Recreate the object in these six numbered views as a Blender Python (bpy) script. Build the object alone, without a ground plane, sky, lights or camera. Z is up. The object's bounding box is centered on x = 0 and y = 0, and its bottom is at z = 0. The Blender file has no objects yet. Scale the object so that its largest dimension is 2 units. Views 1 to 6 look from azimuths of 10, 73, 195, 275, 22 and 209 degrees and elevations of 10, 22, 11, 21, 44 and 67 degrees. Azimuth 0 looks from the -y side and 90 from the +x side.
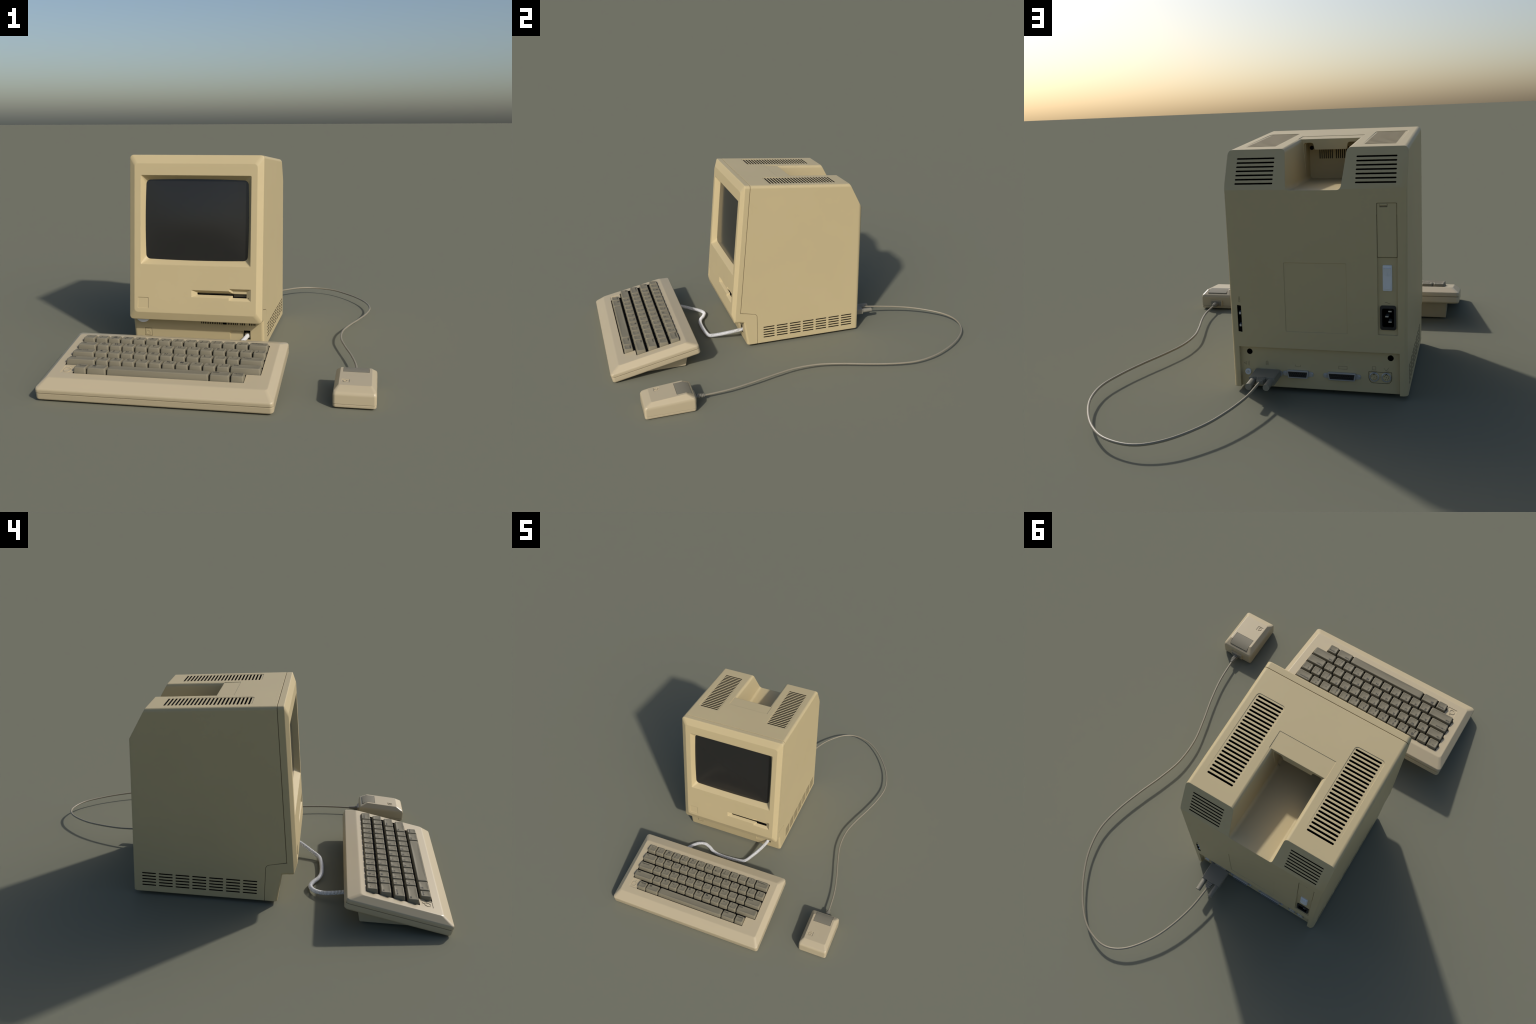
"""All-in-one desktop computer with keyboard (coiled lead) and one-button mouse, built procedurally."""
import bpy, bmesh, math, random
from mathutils import Vector, Matrix

random.seed(7)
SCN = bpy.context.scene.collection

# ------------------------------------------------------------------ materials
def new_mat(name, color, rough=0.5, metallic=0.0, spec=0.5, vary=0.04, grain=90.0, bump=0.0,
            bevel=0.0, coat=0.0):
    m = bpy.data.materials.new(name)
    m.use_nodes = True
    nt = m.node_tree
    bs = nt.nodes["Principled BSDF"]
    bs.inputs["Roughness"].default_value = rough
    bs.inputs["Metallic"].default_value = metallic
    bs.inputs["Specular IOR Level"].default_value = spec
    bs.inputs["Coat Weight"].default_value = coat
    tc = nt.nodes.new("ShaderNodeTexCoord")
    nz = nt.nodes.new("ShaderNodeTexNoise")
    nz.inputs["Scale"].default_value = 3.0
    nz.inputs["Detail"].default_value = 4.0
    nt.links.new(tc.outputs["Object"], nz.inputs["Vector"])
    rp = nt.nodes.new("ShaderNodeValToRGB")
    rp.color_ramp.elements[0].position = 0.3
    rp.color_ramp.elements[1].position = 0.7
    rp.color_ramp.elements[0].color = [c * (1 - vary) for c in color] + [1]
    rp.color_ramp.elements[1].color = [min(1, c * (1 + vary)) for c in color] + [1]
    nt.links.new(nz.outputs["Fac"], rp.inputs["Fac"])
    nt.links.new(rp.outputs["Color"], bs.inputs["Base Color"])
    nrm = None
    if bevel > 0:
        bv = nt.nodes.new("ShaderNodeBevel")
        bv.samples = 4
        bv.inputs["Radius"].default_value = bevel
        nrm = bv.outputs["Normal"]
    if bump > 0:
        n2 = nt.nodes.new("ShaderNodeTexNoise")
        n2.inputs["Scale"].default_value = grain
        n2.inputs["Detail"].default_value = 3.0
        nt.links.new(tc.outputs["Object"], n2.inputs["Vector"])
        bp = nt.nodes.new("ShaderNodeBump")
        bp.inputs["Strength"].default_value = bump
        bp.inputs["Distance"].default_value = 0.001
        nt.links.new(n2.outputs["Fac"], bp.inputs["Height"])
        if nrm:
            nt.links.new(nrm, bp.inputs["Normal"])
        nrm = bp.outputs["Normal"]
    if nrm:
        nt.links.new(nrm, bs.inputs["Normal"])
    return m

BEIGE = new_mat("aged_beige_plastic", (0.545, 0.445, 0.250), 0.5, vary=0.02, bevel=0.0025, spec=0.35)
PALE = new_mat("pale_beige_plastic", (0.492, 0.412, 0.268), 0.35, vary=0.015, bevel=0.002)
KEYC = new_mat("taupe_key_plastic", (0.222, 0.198, 0.137), 0.6, vary=0.03, spec=0.3)
INK = new_mat("dark_legend_ink", (0.035, 0.035, 0.03), 0.6)
BLACK = new_mat("dark_interior", (0.004, 0.004, 0.004), 0.8, spec=0.1)  # pocket faces painted near-black for the lack of light inside openings
GROOVE = new_mat("beige_darkened_as_groove_shadow", (0.27, 0.215, 0.125), 0.7)  # case beige darkened, shadow of seams and grooves put into the colour
RUBBER = new_mat("black_plastic", (0.012, 0.012, 0.013), 0.45)
GLASS = new_mat("dark_screen_glass", (0.018, 0.018, 0.0175), 0.16, spec=0.5, vary=0.0)
METAL = new_mat("dull_tin", (0.55, 0.57, 0.60), 0.38, metallic=0.75, vary=0.03)
WHITE = new_mat("white_plastic", (0.74, 0.76, 0.78), 0.4, vary=0.01)
COIL = new_mat("white_coiled_lead", (0.86, 0.86, 0.87), 0.4, vary=0.01)
GREYP = new_mat("warm_grey_plastic", (0.235, 0.22, 0.175), 0.5, vary=0.03)
LEAD = new_mat("grey_beige_lead", (0.27, 0.24, 0.175), 0.45, vary=0.03)
BUTTON = new_mat("mouse_button_grey", (0.225, 0.205, 0.15), 0.6, vary=0.02, spec=0.3)
GOLD = new_mat("brass_pin", (0.6, 0.6, 0.58), 0.35, metallic=0.6)

# ------------------------------------------------------------------ mesh helpers
def bm_obj(bm, name, mats, parent=None, angle=30, smooth=True):
    bmesh.ops.recalc_face_normals(bm, faces=bm.faces[:])
    me = bpy.data.meshes.new(name)
    bm.to_mesh(me)
    bm.free()
    ob = bpy.data.objects.new(name, me)
    SCN.objects.link(ob)
    for m in (mats if isinstance(mats, (list, tuple)) else [mats]):
        me.materials.append(m)
    if smooth:
        finish(ob, angle)
    if parent:
        attach(ob, parent)
    return ob

def finish(ob, angle=30):
    me = ob.data
    for p in me.polygons:
        p.use_smooth = True
    me.set_sharp_from_angle(angle=math.radians(angle))
    wn = ob.modifiers.new("even_shading", 'WEIGHTED_NORMAL')
    wn.keep_sharp = True
    wn.weight = 100

def attach(ob, parent):
    ob.parent = parent
    bpy.context.view_layer.update()
    ob.matrix_parent_inverse = parent.matrix_world.inverted()

def add_faces(bm, rings, close=True, cap0=True, cap1=True, mat=0):
    vs = [[bm.verts.new(p) for p in r] for r in rings]
    n = len(vs[0])
    for a, b in zip(vs[:-1], vs[1:]):
        for i in range(n if close else n - 1):
            f = bm.faces.new((a[i], a[(i + 1) % n], b[(i + 1) % n], b[i]))
            f.material_index = mat
    if cap0:
        bm.faces.new(vs[0][::-1]).material_index = mat
    if cap1:
        bm.faces.new(vs[-1]).material_index = mat
    return vs

def rr(x0, x1, y0, y1, r, seg=5, ne=1):
    """rounded rectangle outline, counter-clockwise, ne subdivisions per straight edge"""
    cs = [(x1 - r, y0 + r, -90), (x1 - r, y1 - r, 0), (x0 + r, y1 - r, 90), (x0 + r, y0 + r, 180)]
    out = []
    for k, (cx, cy, a0) in enumerate(cs):
        arc = [(cx + r * math.cos(math.radians(a0 + 90 * i / seg)), cy + r * math.sin(math.radians(a0 + 90 * i / seg)))
               for i in range(seg + 1)]
        out += arc
        nx, ny, na = cs[(k + 1) % 4]
        q = (nx + r * math.cos(math.radians(na)), ny + r * math.sin(math.radians(na)))
        p = arc[-1]
        for i in range(1, ne):
            t = i / ne
            out.append((p[0] + (q[0] - p[0]) * t, p[1] + (q[1] - p[1]) * t))
    return out

def box(bm, x0, x1, y0, y1, z0, z1, mat=0):
    add_faces(bm, [[(x0, y0, z0), (x1, y0, z0), (x1, y1, z0), (x0, y1, z0)],
                   [(x0, y0, z1), (x1, y0, z1), (x1, y1, z1), (x0, y1, z1)]], mat=mat)

def prism_x(bm, poly, x0, x1, mat=0):
    return add_faces(bm, [[(x0, y, z) for y, z in poly], [(x1, y, z) for y, z in poly]], mat=mat)

def prism_y(bm, poly, y0, y1, mat=0):
    return add_faces(bm, [[(x, y0, z) for x, z in poly], [(x, y1, z) for x, z in poly]], mat=mat)

def cylinder(bm, c, axis, r0, r1, length, n=20, mat=0):
    """cylinder or cone from c along axis"""
    ax = Vector(axis).normalized()
    u = ax.orthogonal().normalized()
    v = ax.cross(u)
    c = Vector(c)
    rg = lambda q, r: [q + (u * math.cos(2 * math.pi * i / n) + v * math.sin(2 * math.pi * i / n)) * r for i in range(n)]
    add_faces(bm, [rg(c, r0), rg(c + ax * length, r1)], mat=mat)

def boolean(ob, cutter_bm, mats, op='DIFFERENCE'):
    bmesh.ops.recalc_face_normals(cutter_bm, faces=cutter_bm.faces[:])
    cut = bm_obj(cutter_bm, "cutter", mats, smooth=False)
    md = ob.modifiers.new("b", 'BOOLEAN')
    md.object = cut
    md.operation = op
    md.solver = 'EXACT'
    md.use_self = True
    md.material_mode = 'TRANSFER'
    bpy.context.view_layer.update()
    dg = bpy.context.evaluated_depsgraph_get()
    me = bpy.data.meshes.new_from_object(ob.evaluated_get(dg))
    ob.modifiers.clear()
    old = ob.data
    ob.data = me
    bpy.data.meshes.remove(old)
    cm = cut.data
    bpy.data.objects.remove(cut)
    bpy.data.meshes.remove(cm)

def tube(bm, pts, r, n=8, mat=0, cap=True):
    """tube along a polyline using parallel transport"""
    pts = [Vector(p) for p in pts]
    t0 = (pts[1] - pts[0]).normalized()
    u = t0.orthogonal().normalized()
    rings = []
    for i, p in enumerate(pts):
        t = (pts[min(i + 1, len(pts) - 1)] - pts[max(i - 1, 0)]).normalized()
        u = (u - t * u.dot(t)).normalized()
        v = t.cross(u)
        rings.append([p + (u * math.cos(2 * math.pi * k / n) + v * math.sin(2 * math.pi * k / n)) * r for k in range(n)])
    add_faces(bm, rings, cap0=cap, cap1=cap, mat=mat)

def catmull(P, m=12):
    P = [Vector(p) for p in P]
    Q = [P[0] * 2 - P[1]] + P + [P[-1] * 2 - P[-2]]
    out = []
    for i in range(1, len(Q) - 2):
        a, b, c, d = Q[i - 1:i + 3]
        for k in range(m):
            t = k / m
            out.append(0.5 * (2 * b + (c - a) * t + (2 * a - 5 * b + 4 * c - d) * t * t + (3 * b - a - 3 * c + d) * t ** 3))
    out.append(P[-1])
    return out

def thing(name, loc, label, cat):
    e = bpy.data.objects.new(name, None)
    e.location = loc
    e.empty_display_size = 0.1
    SCN.objects.link(e)
    e["label"] = label
    e["category"] = cat
    bpy.context.view_layer.update()
    return e

# ================================================================== COMPUTER
XL, XR = -0.5112, 0.1318
XC = (XL + XR) / 2
ZB = 0.0147                       # underside
computer = thing("desktop_computer", (XC, 0.06, 0), "beige upright all-in-one desktop computer with dark screen", "computer")

OW = Vector((0, -0.303, 0.162))   # front frame: w runs up the leaning face, d runs inwards
WV = Vector((0, 0.1022, 0.9948))
DV = Vector((0, 0.9948, -0.1022))
def F(x, w, d):
    return OW + Vector((x, 0, 0)) + WV * w + DV * d
def w_of(z, d=-0.017):
    return (z - 0.162 + 0.1022 * d) / 0.9948
def y_at(d, z):
    return F(0, (z - 0.162 + 0.1022 * d) / 0.9948, d).y
def z_top(y):
    return 0.931 - 0.0788 * (y + 0.224)

HW, LIP = 0.773, -0.0080
# ---------------------------------------------------------------- front housing
bm = bmesh.new()
rings = []
for (ix, ib, it, d, r) in [(0, LIP, 0, 0.0275, .0165), (0, LIP, 0, 0.003, .0165), (.0006, LIP + .0006, .0008, .0008, .0165),
                           (.0025, LIP + .0030, .0035, -.0012, .0165),
                           (.0272, .0280, .0398, -.0146, .0175), (.0288, .030, .042, -.0154, .0175),
                           ]:
    rings.append([F(x, w, d) for x, w in rr(XL + ix, XR - ix, ib, HW - it, r, 6)])
add_faces(bm, rings)
front = bm_obj(bm, "front_housing", [BEIGE, BLACK, GROOVE], smooth=False)

# base block under the overhanging face
wall_top, wall_bot = (-0.2505, 0.1480), (-0.2350, ZB)
def wall_y(z):
    t = (z - wall_bot[1]) / (wall_top[1] - wall_bot[1])
    return wall_bot[0] + (wall_top[0] - wall_bot[0]) * t
arc = [(-0.1945 + 0.018 * math.cos(math.radians(a)), 0.178 + 0.018 * math.sin(math.radians(a))) for a in (0, 13, 26, 39, 52, 65, 78)]
wall_end = (wall_y(0.2), 0.2)
base_poly = [wall_end, wall_bot, (-0.1765, ZB)] + arc + [(-0.252, 0.2085)]
bm = bmesh.new()
prism_x(bm, base_poly, XL, XR)
bm.edges.ensure_lookup_table()
def is_wall_edge(e):
    a, b = e.verts
    if abs(a.co.x - b.co.x) > 1e-6:
        return False
    ys = sorted([(round(v.co.y, 4), round(v.co.z, 4)) for v in e.verts])
    return ys == sorted([(round(wall_end[0], 4), round(wall_end[1], 4)), (round(wall_bot[0], 4), round(wall_bot[1], 4))])
bmesh.ops.bevel(bm, geom=[e for e in bm.edges if is_wall_edge(e)], offset=0.015, segments=7, profile=0.5, affect='EDGES')
boolean(front, bm, [BEIGE, BLACK], 'UNION')
bm = bmesh.new()                                   # underside of the overhang
prism_x(bm, [(-0.284, 0.1530), (-0.2440, 0.1472), (-0.2380, 0.2042), (-0.277, 0.2138)], XL, XR)
bmesh.ops.bevel(bm, geom=[e for e in bm.edges if all(v.co.z < 0.16 for v in e.verts) and abs(e.verts[0].co.x - e.verts[1].co.x) < 1e-6],
                offset=0.0165, segments=6, profile=0.5, affect='EDGES')
boolean(front, bm, [BEIGE, BLACK], 'UNION')

# screen recess: square-edged rim tapering to a barrel-shaped opening
SX0, SX1 = -0.4535, 0.0765
SW0, SW1 = w_of(0.4195), w_of(0.839)
GX0, GX1, GZ0, GZ1 = -0.4340, 0.0570, 0.443, 0.817
OPEN_D, GLASS_D = 0.0145, 0.0147       # depth of the opening's edge and of the glass edge behind it
GW0, GW1 = 0.2830, 0.6570
def barrel(s=1.0, seg=6, ne=8):
    cx, cw = (GX0 + GX1) / 2, (GW0 + GW1) / 2
    hx, hw = (GX1 - GX0) / 2, (GW1 - GW0) / 2
    out = []
    for x, w in rr(GX0, GX1, GW0, GW1, 0.020, seg, ne):
        a, b = (x - cx) / hx, (w - cw) / hw
        out.append((cx + (x - cx) * s + 0.0045 * (1 - b * b) * (1 if a > 0 else -1) * min(1, abs(a) * 1.02) ** 6 * s,
                    cw + (w - cw) * s + 0.0045 * (1 - a * a) * (1 if b > 0 else -1) * min(1, abs(b) * 1.02) ** 6 * s))
    return out
inner = [F(x, w, OPEN_D) for x, w in barrel()]
sleeve = [F(x, w, GLASS_D + 0.004) for x, w in barrel()]
outer = [F(x, w, -0.017) for x, w in rr(SX0, SX1, SW0, SW1, 0.003, 6, 8)]
ext = [o + (o - i) * 0.35 for o, i in zip(outer, inner)]
bm = bmesh.new()
add_faces(bm, [ext, outer, inner, sleeve])
boolean(front, bm, [BEIGE])

# disk slot: narrow recess and wider finger recess, tapering to the slot
slot_out = [(-0.2075, 0.2712), (-0.0262, 0.2708), (-0.0262, 0.2588), (0.0820, 0.2588), (0.0820, 0.3175), (-0.0262, 0.3175), (-0.0262, 0.3065), (-0.2075, 0.3065)]
slot_in = [(-0.1780, 0.2805), (-0.0085, 0.2805), (-0.0085, 0.2715), (0.0572, 0.2715), (0.0572, 0.3040), (-0.0085, 0.3040), (-0.0085, 0.2925), (-0.1780, 0.2925)]
so = [F(x, w_of(z), -0.017) for x, z in slot_out]
si = [F(x, w_of(z, -0.0008), -0.0008) for x, z in slot_in]
bm = bmesh.new()
add_faces(bm, [[a + (a - b) * 0.3 for a, b in zip(so, si)], so, si])
boolean(front, bm, [BEIGE])
bm = bmesh.new()
def f_box(bm, x0, x1, z0, z1, d0, d1, r=0.001, mat=0):
    add_faces(bm, [[F(x, w, d) for x, w in rr(x0, x1, w_of(z0, d), w_of(z1, d), r, 3)] for d in (d0, d1)], mat=mat)
f_box(bm, -0.1785, 0.0, 0.2815, 0.2915, -0.006, 0.04, 0.004)
boolean(front, bm, [BLACK])
bm = bmesh.new()
f_box(bm, -0.0083, 0.0570, 0.2718, 0.2908, -0.008, 0.04, 0.0008)
c = F(0.0685, w_of(0.2745, -0.012), -0.020)
cylinder(bm, c, DV, 0.0021, 0.0021, 0.02, 10)
boolean(front, bm, [BLACK])
# shallow square badge recess on the face
bm = bmesh.new()
f_box(bm, -0.4665, -0.4142, 0.2118, 0.2630, -0.025, -0.0136, 0.003)
boolean(front, bm, [BEIGE])
# base wall: air slots below the lip, keyboard jack, tablet recess beside it, badge pocket
bm = bmesh.new()
sx = [-0.1705 + 0.00862 * i for i in range(12)] + [-0.0410 + 0.00875 * i for i in range(6)] + \
     [0.0207 + 0.0086 * i for i in range(3)] + [0.0625 + 0.0086 * i for i in range(4)]
for x in sx:
    box(bm, x - 0.0021, x + 0.0021, -0.2620, -0.225, 0.1285, 0.1445)
box(bm, -0.0690, -0.0485, -0.2620, -0.225, 0.1288, 0.1440)
box(bm, 0.0345, 0.0655, -0.2620, -0.205, 0.0575, 0.1025)
boolean(front, bm, [BLACK])
bm = bmesh.new()
prism_y(bm, rr(-0.0335, 0.0340, 0.0480, 0.0985, 0.006, 4), -0.262, wall_y(0.07) + 0.0035)
boolean(front, bm, [BEIGE])
bm = bmesh.new()
prism_y(bm, rr(-0.4578, -0.4224, 0.0548, 0.0942, 0.0008, 2), -0.262, wall_y(0.075) + 0.005)
boolean(front, bm, [BLACK])
finish(front, 28)
attach(front, computer)

# screen glass: domed, edge just in front of the recess floor
bm = bmesh.new()
grings = []
for s in (0.999, 0.97, 0.93, 0.87, 0.8, 0.72, 0.63, 0.53, 0.43, 0.33, 0.23, 0.13, 0.05):
    ring = []
    for x, w in barrel(s):
        a = (x - (GX0 + GX1) / 2) / ((GX1 - GX0) / 2 + 0.0045)
        b = (w - (GW0 + GW1) / 2) / ((GW1 - GW0) / 2 + 0.0045)
        ring.append(F(x, w, GLASS_D - 0.0085 * max(0, 1 - a * a) * max(0, 1 - b * b)))
    grings.append(ring)
back = [F(x, w, GLASS_D + 0.004) for x, w in barrel(1.0)]
add_faces(bm, [back] + grings)
bm_obj(bm, "screen", GLASS, computer, 60)
# brightness dial peeking from under the lip
bm = bmesh.new()
cylinder(bm, (-0.4525, -0.283, 0.1735), (0, 1, 0), 0.0398, 0.0398, 0.016, 48)
bm_obj(bm, "brightness_dial", WHITE, computer)

# stylised fruit emblem helper -------------------------------------------------
def fruit_ring(bm, centre, ux, uy, un, r, wdt, h, mat=0):
    """raised outline of a rounded fruit with a leaf; ux,uy span the surface, un is its normal"""
    cx, n = Vector(centre), 28
    outer_r, inner_r = [], []
    for i in range(n):
        a = 2 * math.pi * i / n + math.pi / 2
        rad = r * (1 - 0.14 * math.exp(-((i if i <= n / 2 else n - i) / 2.2) ** 2)
                   - 0.06 * math.exp(-((i - n / 2) / 1.8) ** 2))
        if 18 <= i <= 24:
            rad *= 0.86                                # bite on the right
        outer_r.append((rad * math.cos(a), rad * math.sin(a)))
        inner_r.append(((rad - wdt) * math.cos(a), (rad - wdt) * math.sin(a)))
    P = lambda q, k: cx + ux * q[0] + uy * q[1] + un * k
    lo = [[bm.verts.new(P(q, -0.001)) for q in ring] for ring in (outer_r, inner_r)]
    hi = [[bm.verts.new(P(q, h)) for q in ring] for ring in (outer_r, inner_r)]
    for i in range(n):
        j = (i + 1) % n
        for quad in ((lo[0][i], lo[0][j], hi[0][j], hi[0][i]), (hi[0][i], hi[0][j], hi[1][j], hi[1][i]),
                     (hi[1][i], hi[1][j], lo[1][j], lo[1][i])):
            bm.faces.new(quad).material_index = mat
    leaf = [(0.0, 1.0), (0.28, 1.12), (0.42, 1.5), (0.12, 1.36)]
    add_faces(bm, [[P((x * r, y * r), -0.001) for x, y in leaf], [P((x * r, y * r), h) for x, y in leaf]], mat=mat)

# badge plate on the base wall
bm = bmesh.new()
wn = Vector((0, wall_bot[1] - wall_top[1], wall_bot[0] - wall_top[0])).normalized()
wn = Vector((0, -abs(wn.y), -abs(wn.z)))
wu = Vector((0, (wall_top[0] - wall_bot[0]), (wall_top[1] - wall_bot[1]))).normalized()
wc = Vector((-0.4401, wall_y(0.0745), 0.0745))
add_faces(bm, [[wc + Vector((x, 0, 0)) + wu * z + wn * k for x, z in rr(-0.0164, 0.0164, -0.0182, 0.0182, 0.001, 2)] for k in (-0.004, 0.0002)])
fruit_ring(bm, wc + wu * -0.002, Vector((1, 0, 0)), wu, wn, 0.0125, 0.0028, 0.0009)
bm_obj(bm, "badge", BEIGE, computer)

# ---------------------------------------------------------------- rear housing
yb = 0.4295
GAP = 0.0026
arc2 = [(-0.1945 + 0.020 * math.cos(math.radians(a)), 0.178 + 0.020 * math.sin(math.radians(a))) for a in (0, 13, 26, 39, 52, 65, 78)]
ys_top = y_at(0.0275 + GAP, 0.928)
rear_poly = [(ys_top, z_top(ys_top)), (yb, z_top(yb)), (yb, ZB), (-0.1745, ZB)] + arc2 + [(y_at(0.0275 + GAP, 0.2155), 0.2155)]
bm = bmesh.new()
prism_x(bm, rear_poly, XL, XR)
def on(e, f):
    return all(f(v.co) for v in e.verts) and abs(e.verts[0].co.x - e.verts[1].co.x) < 1e-6
top_e = [e for e in bm.edges if on(e, lambda c: abs(c.z - z_top(c.y)) < 1e-4)]
bmesh.ops.bevel(bm, geom=top_e, offset=0.0165, segments=6, profile=0.5, affect='EDGES')
back_e = [e for e in bm.edges if all(abs(v.co.y - yb) < 1e-5 for v in e.verts) and abs(e.verts[0].co.z - e.verts[1].co.z) > 0.5
          and abs(e.verts[0].co.x - e.verts[1].co.x) < 1e-6]
bmesh.ops.bevel(bm, geom=back_e, offset=0.018, segments=7, profile=0.5, affect='EDGES')
S0, S1 = Vector((0, 0.3590, 0)), Vector((0, yb, 0.7478))      # sloping shoulder
S0.z = z_top(S0.y)
sdir = (S1 - S0).normalized()
snor = Vector((0, -sdir.z, sdir.y))
if snor.y < 0:
    snor = -snor
g = bmesh.ops.bisect_plane(bm, geom=bm.verts[:] + bm.edges[:] + bm.faces[:], plane_co=S0, plane_no=snor, clear_outer=True)
bmesh.ops.holes_fill(bm, edges=[e for e in bm.edges if e.is_boundary], sides=0)
rear = bm_obj(bm, "rear_housing", [BEIGE, BLACK, GROOVE], smooth=False)

# carrying-handle recess open to the back
HX = 0.1095
def handle_section(y, top_extra=0.012):
    zt = z_top(y)
    pts = []
    fr, br, zf, hb = 0.0165, 0.016, 0.745, 0.098
    # right wall going down, floor, left wall going up (x relative to centre)
    pts.append((HX + fr, zt + top_extra))
    for k in range(7):
        a = math.radians(90 + 90 * k / 6)
        pts.append((HX + fr + fr * math.cos(a), zt - fr + fr * math.sin(a) + 0.0002))
    for k in range(6):
        a = math.radians(0 - 90 * k / 5)
        pts.append((hb - br + br * math.cos(a), zf + br + br * math.sin(a)))
    left = [(-x, z) for x, z in pts[::-1]]
    return [(XC + x, y, z) for x, z in pts + left]
bm = bmesh.new()
add_faces(bm, [handle_section(0.0862), handle_section(0.20), handle_section(0.36), handle_section(0.5)])
boolean(rear, bm, [BEIGE])
bm = bmesh.new()   # hidden space in front of the grip
prism_y(bm, rr(XC - 0.1005, XC + 0.1005, 0.745, 0.8935, 0.014, 5), 0.002, 0.0705)
boolean(rear, bm, [BEIGE])
bm = bmesh.new()   # below the hanging grip lip, lower in the middle
lip = [(-0.098 + 0.016, 0.745), (0.098 - 0.016, 0.745), (0.094, 0.750), (0.098, 0.762), (0.1045, 0.885), (0.100, 0.8905),
       (0.0745, 0.8905), (0.069, 0.888), (0.066, 0.882), (0.0635, 0.867), (0.061, 0.8635),
       (-0.061, 0.8635), (-0.0635, 0.867), (-0.066, 0.882), (-0.069, 0.888), (-0.0745, 0.8905), (-0.100, 0.8905),
       (-0.1045, 0.885), (-0.098, 0.762), (-0.094, 0.750)]
prism_y(bm, [(XC + x, z) for x, z in lip], 0.0690, 0.0875)
boolean(rear, bm, [BEIGE])

# shallow recesses: grip panel, vent panels, rear label, power strip, port bay
bm = bmesh.new()
def top_loft(bm, x0, x1, y0, y1, r, dep0, dep1, up=0.01, mat=0):
    o = rr(x0, x1, y0, y1, r, 5)
    dep = lambda y: dep0 + (dep1 - dep0) * (y - y0) / (y1 - y0)
    add_faces(bm, [[(x, y, z_top(y) + up) for x, y in o], [(x, y, z_top(y) - dep(y)) for x, y in o]], mat=mat)
top_loft(bm, -0.3125, -0.0645, 0.008, 0.0870, 0.001, 0.0012, 0.0020)
top_loft(bm, -0.0335, 0.0925, -0.0865, 0.3050, 0.014, 0.0016, 0.0000)
top_loft(bm, -0.4725, -0.3445, -0.0865, 0.3050, 0.014, 0.0016, 0.0000)
prism_y(bm, rr(-0.3003, -0.0764, 0.2357, 0.4895, 0.003, 3), yb - 0.0016, yb + 0.02)
prism_y(bm, rr(-0.4772, -0.4082, 0.2365, 0.7005, 0.003, 3), yb - 0.0065, yb + 0.02)
boolean(rear, bm, [BEIGE])
YP = yb - 0.0175                                # port panel
bm = bmesh.new()
box(bm, -0.4825, 0.1040, YP, yb + 0.02, -0.02, 0.1710)
boolean(rear, bm, [BEIGE])

# dark openings
def stadium(x0, x1, y0, y1):
    return rr(x0, x1, y0, y1, min(x1 - x0, y1 - y0) / 2 * 0.98, 4)
bm = bmesh.new()
for vx0, vx1 in ((-0.0285, 0.0845), (-0.4625, -0.3500)):           # roof slots
    for i in range(23):
        y = -0.0735 + i * (0.3605 / 22)
        o = stadium(vx0, vx1, y - 0.0040, y + 0.0040)
        add_faces(bm, [[(x, yy, z_top(yy) + 0.006) for x, yy in o], [(x, yy, z_top(yy) - 0.040) for x, yy in o]])
for sgn, xs in ((1, XR), (-1, XL)):                                # side slots
    for c in range(7):
        y0 = -0.1405 + c * 0.07745
        for r in range(5):
            z = 0.1085 - r * 0.01515
            o = stadium(y0, y0 + 0.0645, z - 0.0029, z + 0.0029)
            add_faces(bm, [[(xs + sgn * 0.006, y, zz) for y, zz in o], [(xs - sgn * 0.040, y, zz) for y, zz in o]])
for vx0, vx1 in ((-0.0450, 0.0940), (-0.4745, -0.3355)):           # shoulder slots
    for i in range(7):
        t = 0.0353 + i * 0.01585
        o = stadium(vx0, vx1, t - 0.0030, t + 0.0030)
        P = lambda x, tt, k: S0 + Vector((x, 0, 0)) + sdir * tt + snor * k
        add_faces(bm, [[P(x, tt, 0.006) for x, tt in o], [P(x, tt, -0.035) for x, tt in o]])
for i in range(7):                                                 # slots behind the grip
    for gx in (-0.1305, -0.1965):
        x = gx - i * 0.00825
        box(bm, x - 0.0017, x + 0.0017, -0.010, 0.006, 0.8235, 0.870)
boolean(rear, bm, [BLACK])
bm = bmesh.new()
for x in (-0.098, 2 * XC + 0.098):
    cylinder(bm, (x, 0.006, 0.8670), (0, -1, 0), 0.0085, 0.0085, 0.02, 18)
for x in (0.0700, -0.4495):
    cylinder(bm, (x, YP + 0.003, 0.1475), (0, -1, 0), 0.0108, 0.0108, 0.03, 24)
prism_y(bm, rr(-0.4640, -0.4230, 0.2660, 0.3330, 0.006, 5), yb - 0.045, yb + 0.005)
prism_y(bm, [(0.1043, 0.3289), (0.0895, 0.3270), (0.0885, 0.2273), (0.1033, 0.2295)], yb - 0.012, yb + 0.01)
boolean(rear, bm, [BLACK])
finish(rear, 28)
attach(rear, computer)

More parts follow.
